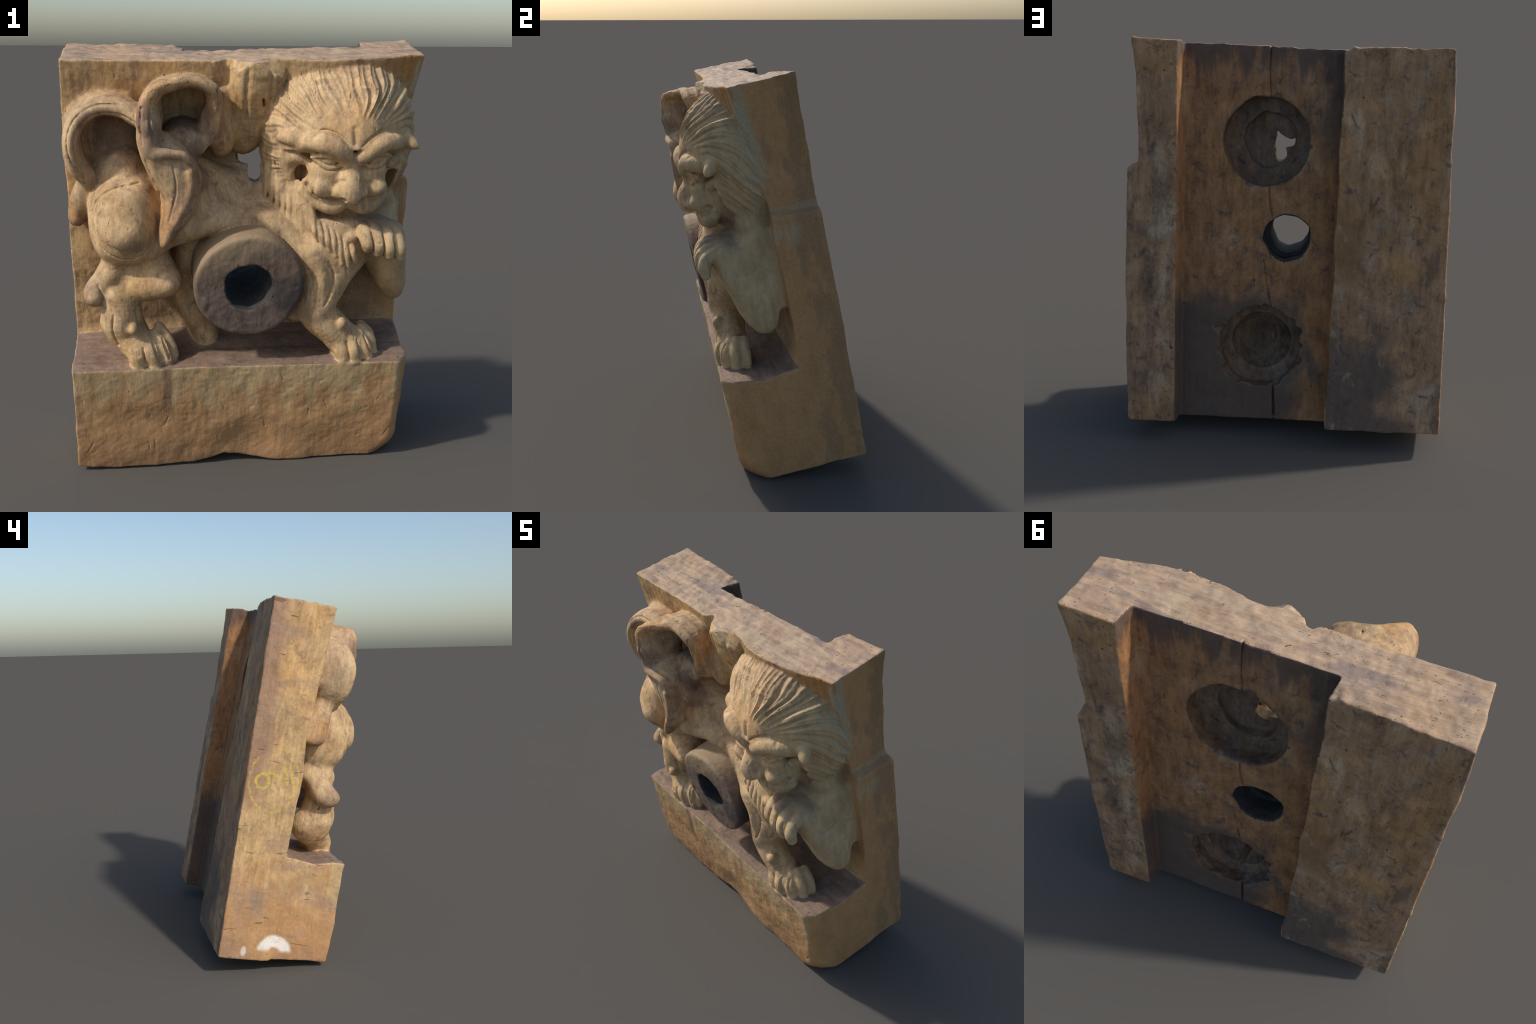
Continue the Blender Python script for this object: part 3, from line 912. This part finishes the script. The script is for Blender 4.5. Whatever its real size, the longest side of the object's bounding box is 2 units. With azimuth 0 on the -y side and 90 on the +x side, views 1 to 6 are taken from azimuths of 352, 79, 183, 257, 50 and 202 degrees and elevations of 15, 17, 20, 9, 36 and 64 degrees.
def block_zones(N, v, col):
    """where the colours sit on the block: orange foot, browner right end, lichen, chalk, lime"""
    x, y, z = N.sep(v)
    d = N.math("SUBTRACT", LY, y)
    wob = N.math("MULTIPLY", N.math("SUBTRACT", N.noise(v, 6, 5, .6), .5), .28)
    mott = N.noise(N.stretch(v, (1, 1, .4)), 9, 5, .65)
    fine = N.noise(v, 85, 4, .7)

    def tint(mask, rgb):
        nonlocal col
        shade = N.n("ShaderNodeVectorMath", operation="SCALE")
        shade.inputs[0].default_value = rgb
        N.link(N.math("ADD", N.math("ADD", N.math("MULTIPLY", mott, .75), N.math("MULTIPLY", fine, .8)), .22), shade.inputs["Scale"])
        col = N.mix(mask, col, shade.outputs[0])

    hz = N.math("ADD", z, wob)
    front = N.ramp(N.math("ADD", d, N.math("MULTIPLY", wob, .5)), .22, .30)
    low = N.ramp(N.math("ADD", hz, N.math("MULTIPLY", N.math("SUBTRACT", mott, .5), 1.1)), .66, .32)
    leftend = N.ramp(x, -.74, -.78)
    tint(N.math("MULTIPLY", N.math("MULTIPLY", N.math("MAXIMUM", front, leftend), low), .75), (.43, .235, .105))
    # pale band along the upper part of the plinth front
    band = N.math("MULTIPLY", N.ramp(N.math("ADD", hz, N.math("MULTIPLY", N.math("SUBTRACT", mott, .5), 1.0)), .38, .52), N.ramp(d, .48, .53))
    tint(N.math("MULTIPLY", band, .6), (.44, .325, .175))
    drip = N.math("MULTIPLY", N.ramp(N.math("ABSOLUTE", N.math("ADD", x, N.math("ADD", .37, N.math("MULTIPLY", wob, .08)))), .028, .012), N.math("MULTIPLY", N.ramp(d, .50, .54), N.ramp(z, .30, .45)))
    tint(N.math("MULTIPLY", drip, .75), (.20, .115, .07))
    foot = N.math("MULTIPLY", N.ramp(hz, .20, .02), front)
    tint(N.math("MULTIPLY", foot, .6), (.27, .145, .08))
    # right end: brown, with ochre near the back of the upper part
    right = N.ramp(x, .72, .745)
    tint(N.math("MULTIPLY", right, .92), (.46, .257, .110))
    tint(N.math("MULTIPLY", N.math("MULTIPLY", right, N.ramp(N.math("ADD", d, wob), .10, .03)), N.math("MULTIPLY", N.ramp(hz, 1.55, 1.7), .8)), (.34, .20, .05))
    tint(N.math("MULTIPLY", N.math("MULTIPLY", right, N.ramp(N.math("ADD", mott, N.math("MULTIPLY", N.math("SUBTRACT", .18, d), .6)), .48, .66)), .75), (.25, .155, .085))
    # ochre split wood at the upper right corner of the front
    edge = N.math("MULTIPLY", N.math("MULTIPLY", N.ramp(x, .50, .70), N.ramp(z, 1.80, 1.90)), N.ramp(d, .24, .28))
    tint(N.math("MULTIPLY", edge, .8), (.42, .20, .06))
    # grey lichen down the right of the mane
    line = N.math("ABSOLUTE", N.math("SUBTRACT", d, N.math("ADD", .20, N.math("MULTIPLY", N.math("SUBTRACT", z, 1.40), .13))))
    lich = N.math("MULTIPLY", N.math("MULTIPLY", N.ramp(line, .05, .01), right), N.ramp(N.math("ADD", z, wob), 1.40, 1.55))
    tint(N.math("MULTIPLY", N.math("MULTIPLY", lich, N.ramp(mott, .42, .60)), .75), (.33, .34, .25))
    tint(N.math("MULTIPLY", right, N.math("MULTIPLY", N.ramp(N.math("ABSOLUTE", N.math("SUBTRACT", z, 1.366)), .024, .008), .4)), (.33, .25, .16))
    spot = N.ramp(N.near((x, d, z), (.80, .17, 1.27), 0), .10, .01)
    tint(N.math("MULTIPLY", N.math("MULTIPLY", spot, right), N.math("MULTIPLY", N.ramp(mott, .40, .60), .7)), (.42, .39, .29))
    ground = N.math("MULTIPLY", N.math("MULTIPLY", N.ramp(N.math("ADD", d, N.math("MULTIPLY", wob, .12)), .262, .235), N.ramp(N.math("ABSOLUTE", x), .755, .70)), N.math("MULTIPLY", N.ramp(d, .20, .21), N.ramp(N.math("ADD", mott, fine), .75, 1.1)))
    tint(N.math("MULTIPLY", ground, .6), (.23, .15, .095))
    # left end: purple-brown stain at the back edge, blue-grey stain low down
    stain = N.math("MULTIPLY", N.math("MULTIPLY", leftend, N.ramp(N.math("ADD", d, N.math("MULTIPLY", wob, .6)), .10, .02)), N.ramp(hz, .75, 1.0))
    tint(N.math("MULTIPLY", stain, .7), (.25, .15, .11))
    blot = N.math("MULTIPLY", N.ramp(N.near((x, d, z), (-.79, .10, .33), 0), .12, .02), N.ramp(mott, .45, .6))
    tint(N.math("MULTIPLY", N.math("MULTIPLY", blot, leftend), .7), (.17, .14, .12))
    veil = N.math("MULTIPLY", leftend, N.ramp(N.noise(N.stretch(v, (1, .8, 1.6)), 4.2, 5, .6, .5), .50, .66))
    tint(N.math("MULTIPLY", veil, .55), (.32, .21, .15))
    chk = N.math("MULTIPLY", leftend, N.ramp(N.noise(N.stretch(v, (1, .5, 3.2)), 14, 2, .5, .8), .68, .72))
    tint(N.math("MULTIPLY", chk, .7), (.10, .06, .04))
    dn = N.math("ADD", d, N.math("MULTIPLY", N.math("SUBTRACT", fine, .5), .012))
    ring = circle(N, dn, z, (.105, .998), .132, .786)
    digit = circle(N, dn, z, (.046, .987), .036)
    tail_ = N.math("MINIMUM", segment(N, dn, z, (.032, 1.022), (.083, 1.036)), segment(N, dn, z, (.083, 1.036), (.143, 1.020)))
    s1 = segment(N, dn, z, (.182, 1.083), (.229, .953))
    s2 = segment(N, dn, z, (.150, 1.078), (.180, .995))
    near = N.math("MINIMUM", N.math("MINIMUM", N.math("MINIMUM", s1, s2), tail_), digit)
    chalk = N.math("MAXIMUM", N.ramp(near, .011, .004), N.math("MULTIPLY", N.ramp(ring, .010, .002), N.ramp(mott, .40, .62)))
    chalk = N.math("MULTIPLY", N.math("MULTIPLY", chalk, N.ramp(fine, .36, .60)), leftend)
    col = N.mix(N.math("MULTIPLY", chalk, .72), col, (.64, .52, .05))
    # white lime patch near the foot of the left end, arched
    arch = N.near((d, z), (.260, .080), 0)
    lime = N.math("MULTIPLY", N.ramp(N.math("ADD", arch, N.math("MULTIPLY", wob, .12)), .105, .085), N.ramp(N.math("ADD", arch, N.math("MULTIPLY", wob, .3)), .018, .042))
    lime = N.math("MULTIPLY", N.math("MULTIPLY", lime, N.ramp(z, .075, .105)), N.ramp(N.math("ADD", N.math("MULTIPLY", mott, .5), N.math("MULTIPLY", fine, .6)), .38, .55))
    lime2 = N.ramp(N.near((N.math("MULTIPLY", d, 1.8), z), (.17, .075), 0), .035, .015)
    col = N.mix(N.math("MULTIPLY", N.math("MAXIMUM", lime, N.math("MULTIPLY", lime2, .6)), leftend), col, (.78, .72, .64))
    return col


def mane_lichen(N, v, col):
    x, y, z = N.sep(v)
    d = N.math("SUBTRACT", LY, y)
    mott = N.noise(v, 22, 4, .65)
    m = N.math("MULTIPLY", N.ramp(x, .68, .74), N.ramp(N.math("ABSOLUTE", N.math("SUBTRACT", d, N.math("ADD", .235, N.math("MULTIPLY", N.math("SUBTRACT", z, 1.4), .1)))), .06, .01))
    m = N.math("MULTIPLY", N.math("MULTIPLY", m, N.ramp(mott, .42, .58)), N.ramp(z, 1.35, 1.42))
    col = N.mix(N.math("MULTIPLY", m, .8), col, (.36, .38, .29))
    # the raised paw is handled dark: purple-brown on its back, as are the shins and the hock
    wob = N.math("MULTIPLY", N.math("SUBTRACT", N.noise(v, 14, 5, .65), .5), .16)
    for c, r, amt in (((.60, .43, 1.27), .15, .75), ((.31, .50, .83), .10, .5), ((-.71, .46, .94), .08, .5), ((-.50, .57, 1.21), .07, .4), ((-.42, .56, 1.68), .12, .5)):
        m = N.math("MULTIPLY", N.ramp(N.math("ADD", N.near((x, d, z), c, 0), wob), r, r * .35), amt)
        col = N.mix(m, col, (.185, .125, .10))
    for c, r, amt in (((-.57, .25, 1.62), .15, .7), ((-.27, .28, 1.70), .16, .8), ((-.25, .40, 1.56), .10, .6), ((-.20, .42, 1.45), .09, .6)):  # insides of tail loop, curl and tuft painted dark for cavity shade
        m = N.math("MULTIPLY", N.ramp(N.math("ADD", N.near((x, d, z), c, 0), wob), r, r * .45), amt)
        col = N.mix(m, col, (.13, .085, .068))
    # the right side of the head is more olive
    olive = N.math("MULTIPLY", N.ramp(N.math("ADD", x, N.math("MULTIPLY", N.math("SUBTRACT", N.noise(v, 5, 4, .6), .5), .3)), .48, .68), .5)
    return N.mix(olive, col, (.42, .32, .175))


def channel_zones(N, v, col):
    """soot in the lower third and along the top of the channel, streaks running down"""
    x, y, z = N.sep(v)
    wob = N.math("MULTIPLY", N.math("SUBTRACT", N.noise(v, 5, 5, .6), .5), .5)
    low = N.math("MULTIPLY", N.ramp(N.math("ADD", z, wob), .78, .55), N.ramp(N.math("ADD", x, N.math("MULTIPLY", wob, .4)), -.12, .02))
    col = N.mix(N.math("MULTIPLY", low, .85), col, (.080, .064, .056))
    streak = N.noise(N.stretch(v, (1, 1, .1)), 16, 4, .6)
    top = N.math("MULTIPLY", N.ramp(N.math("ADD", z, N.math("MULTIPLY", N.math("SUBTRACT", streak, .5), .5)), 1.80, 1.92), .8)
    col = N.mix(top, col, (.090, .066, .055))
    side = N.math("MULTIPLY", N.ramp(N.math("ADD", x, N.math("MULTIPLY", wob, .3)), -.12, -.24), N.ramp(z, 1.2, 1.6))
    col = N.mix(N.math("MULTIPLY", side, .7), col, (.085, .066, .056))
    spk = N.noise(v, 38, 3, .7)
    dab = N.math("MULTIPLY", N.ramp(spk, .50, .62), N.ramp(N.near((x, z), (.31, .97), 0), .10, .03))
    return N.mix(N.math("MULTIPLY", dab, .7), col, (.34, .29, .22))


def top_zones(N, v, col):
    chk = N.noise(N.stretch(v, (1.0, 2.6, 1)), 30, 2, .5, 1.6)
    col = N.mix(N.math("MULTIPLY", N.ramp(chk, .66, .71), .85), col, (.05, .035, .03))
    patch = N.noise(N.stretch(v, (.45, 1.6, 1)), 5.5, 4, .55, .4)
    col = N.mix(N.math("MULTIPLY", N.ramp(patch, .55, .66), .6), col, (.21, .165, .155))
    return N.mix(N.math("MULTIPLY", N.ramp(patch, .44, .34), .45), col, (.50, .39, .26))


def rail_zones(N, v, col):
    x, y, z = N.sep(v)
    wob = N.math("MULTIPLY", N.math("SUBTRACT", N.noise(v, 4, 5, .6), .5), .6)
    low = N.math("MULTIPLY", N.ramp(N.math("ADD", z, wob), .75, .35), N.math("MULTIPLY", N.ramp(N.math("ADD", x, wob), -.66, -.45), N.ramp(x, .2, .0)))
    col = N.mix(N.math("MULTIPLY", low, .8), col, (.085, .068, .06))
    rust = N.math("MULTIPLY", N.ramp(N.near((x, N.math("MULTIPLY", z, .35)), (-.30, .33), 0), .12, .03), .7)
    col = N.mix(rust, col, (.24, .125, .05))
    scuff = N.noise(N.stretch(v, (1, 1, .5)), 17, 6, .7)
    return N.mix(N.math("MULTIPLY", N.ramp(scuff, .56, .70), .55), col, (.42, .33, .23))


def ring_zones(N, v, col):
    """tan upper rim; dark area at the lower right"""
    x, y, z = N.sep(v)
    wob = N.math("MULTIPLY", N.math("SUBTRACT", N.noise(v, 7, 4, .6), .5), .12)
    soot = N.math("MULTIPLY", N.ramp(N.near((x, z), (.21, .95), 0), .16, .05), .7)
    col = N.mix(soot, col, (.055, .048, .050))
    m = N.ramp(N.math("ADD", N.math("SUBTRACT", z, N.math("MULTIPLY", x, .35)), wob), 1.10, 1.21)
    return N.mix(N.math("MULTIPLY", m, .75), col, (.36, .26, .15))


TAN, DARK, WARM, PALE = (.42, .29, .15), (.20, .135, .085), (.36, .19, .075), (.50, .39, .22)
MATS = {
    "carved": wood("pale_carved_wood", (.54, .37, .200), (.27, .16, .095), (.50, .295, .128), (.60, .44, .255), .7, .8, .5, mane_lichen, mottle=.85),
    "block": wood("block_wood", (.50, .33, .160), (.26, .165, .105), (.48, .265, .10), (.57, .41, .22), .65, .75, .45, block_zones, mottle=.9),
    "top": wood("end_grain_wood", (.41, .285, .185), (.23, .165, .13), (.40, .255, .14), (.48, .375, .265), .5, .5, .5, top_zones, (.14, 1, 1), .25),
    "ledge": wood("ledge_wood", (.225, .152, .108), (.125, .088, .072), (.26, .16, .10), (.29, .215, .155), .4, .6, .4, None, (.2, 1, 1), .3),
    "back": wood("back_rail_wood", (.33, .195, .105), (.135, .090, .068), (.38, .20, .070), (.46, .345, .225), .6, .85, .75, rail_zones, mottle=1.25),
    "channel": wood("channel_wood", (.31, .155, .068), (.125, .085, .068), (.36, .168, .054), (.33, .22, .12), .45, .95, .5, channel_zones, mottle=1.2),
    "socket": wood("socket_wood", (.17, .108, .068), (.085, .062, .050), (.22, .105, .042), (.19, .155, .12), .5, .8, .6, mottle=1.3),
    "ring": wood("pipe_ring_wood", (.165, .118, .092), (.085, .064, .062), (.23, .145, .085), (.25, .18, .12), .4, .6, .4, ring_zones),
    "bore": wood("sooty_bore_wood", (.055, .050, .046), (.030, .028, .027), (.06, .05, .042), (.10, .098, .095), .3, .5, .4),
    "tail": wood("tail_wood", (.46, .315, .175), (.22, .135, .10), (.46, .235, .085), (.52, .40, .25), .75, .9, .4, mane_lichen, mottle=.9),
}

# ================================================================ OBJECTS
root = bpy.data.objects.new("carved_wooden_bracket", None)
root.empty_display_size = .2
bpy.context.collection.objects.link(root)
root["label"] = "weathered wooden bracket carved with a curly-tailed lion"
root["category"] = "wood carving"


def build(lab):
    name, parent, mat = NAMES[lab]
    q = quads[flab == lab]
    if len(q) == 0:
        return None
    used, inv = np.unique(q.ravel(), return_inverse=True)
    me = bpy.data.meshes.new(name)
    me.vertices.add(len(used))
    me.vertices.foreach_set("co", co[used].astype(F).ravel())
    me.loops.add(len(q) * 4)
    me.loops.foreach_set("vertex_index", inv.astype(np.int32).ravel())
    me.polygons.add(len(q))
    me.polygons.foreach_set("loop_start", np.arange(0, len(q) * 4, 4, dtype=np.int32))
    me.update(calc_edges=True)
    me.polygons.foreach_set("use_smooth", np.ones(len(q), dtype=bool))
    me.validate()
    me.normals_split_custom_set_from_vertices(wn[used].astype(F).tolist())
    me.materials.append(MATS[mat])
    ob = bpy.data.objects.new(name, me)
    bpy.context.collection.objects.link(ob)
    return ob


objs = {i: build(i) for i in NAMES}
holder = bpy.data.objects
for i, ob in objs.items():
    name, parent, mat = NAMES[i]
    if ob is None and name in ("mane",):
        ob = bpy.data.objects.new(name, None)
        bpy.context.collection.objects.link(ob)
        objs[i] = ob
for i, ob in objs.items():
    if ob is None:
        continue
    p = objs.get(NAMES[i][1])
    ob.parent = p if p is not None else root
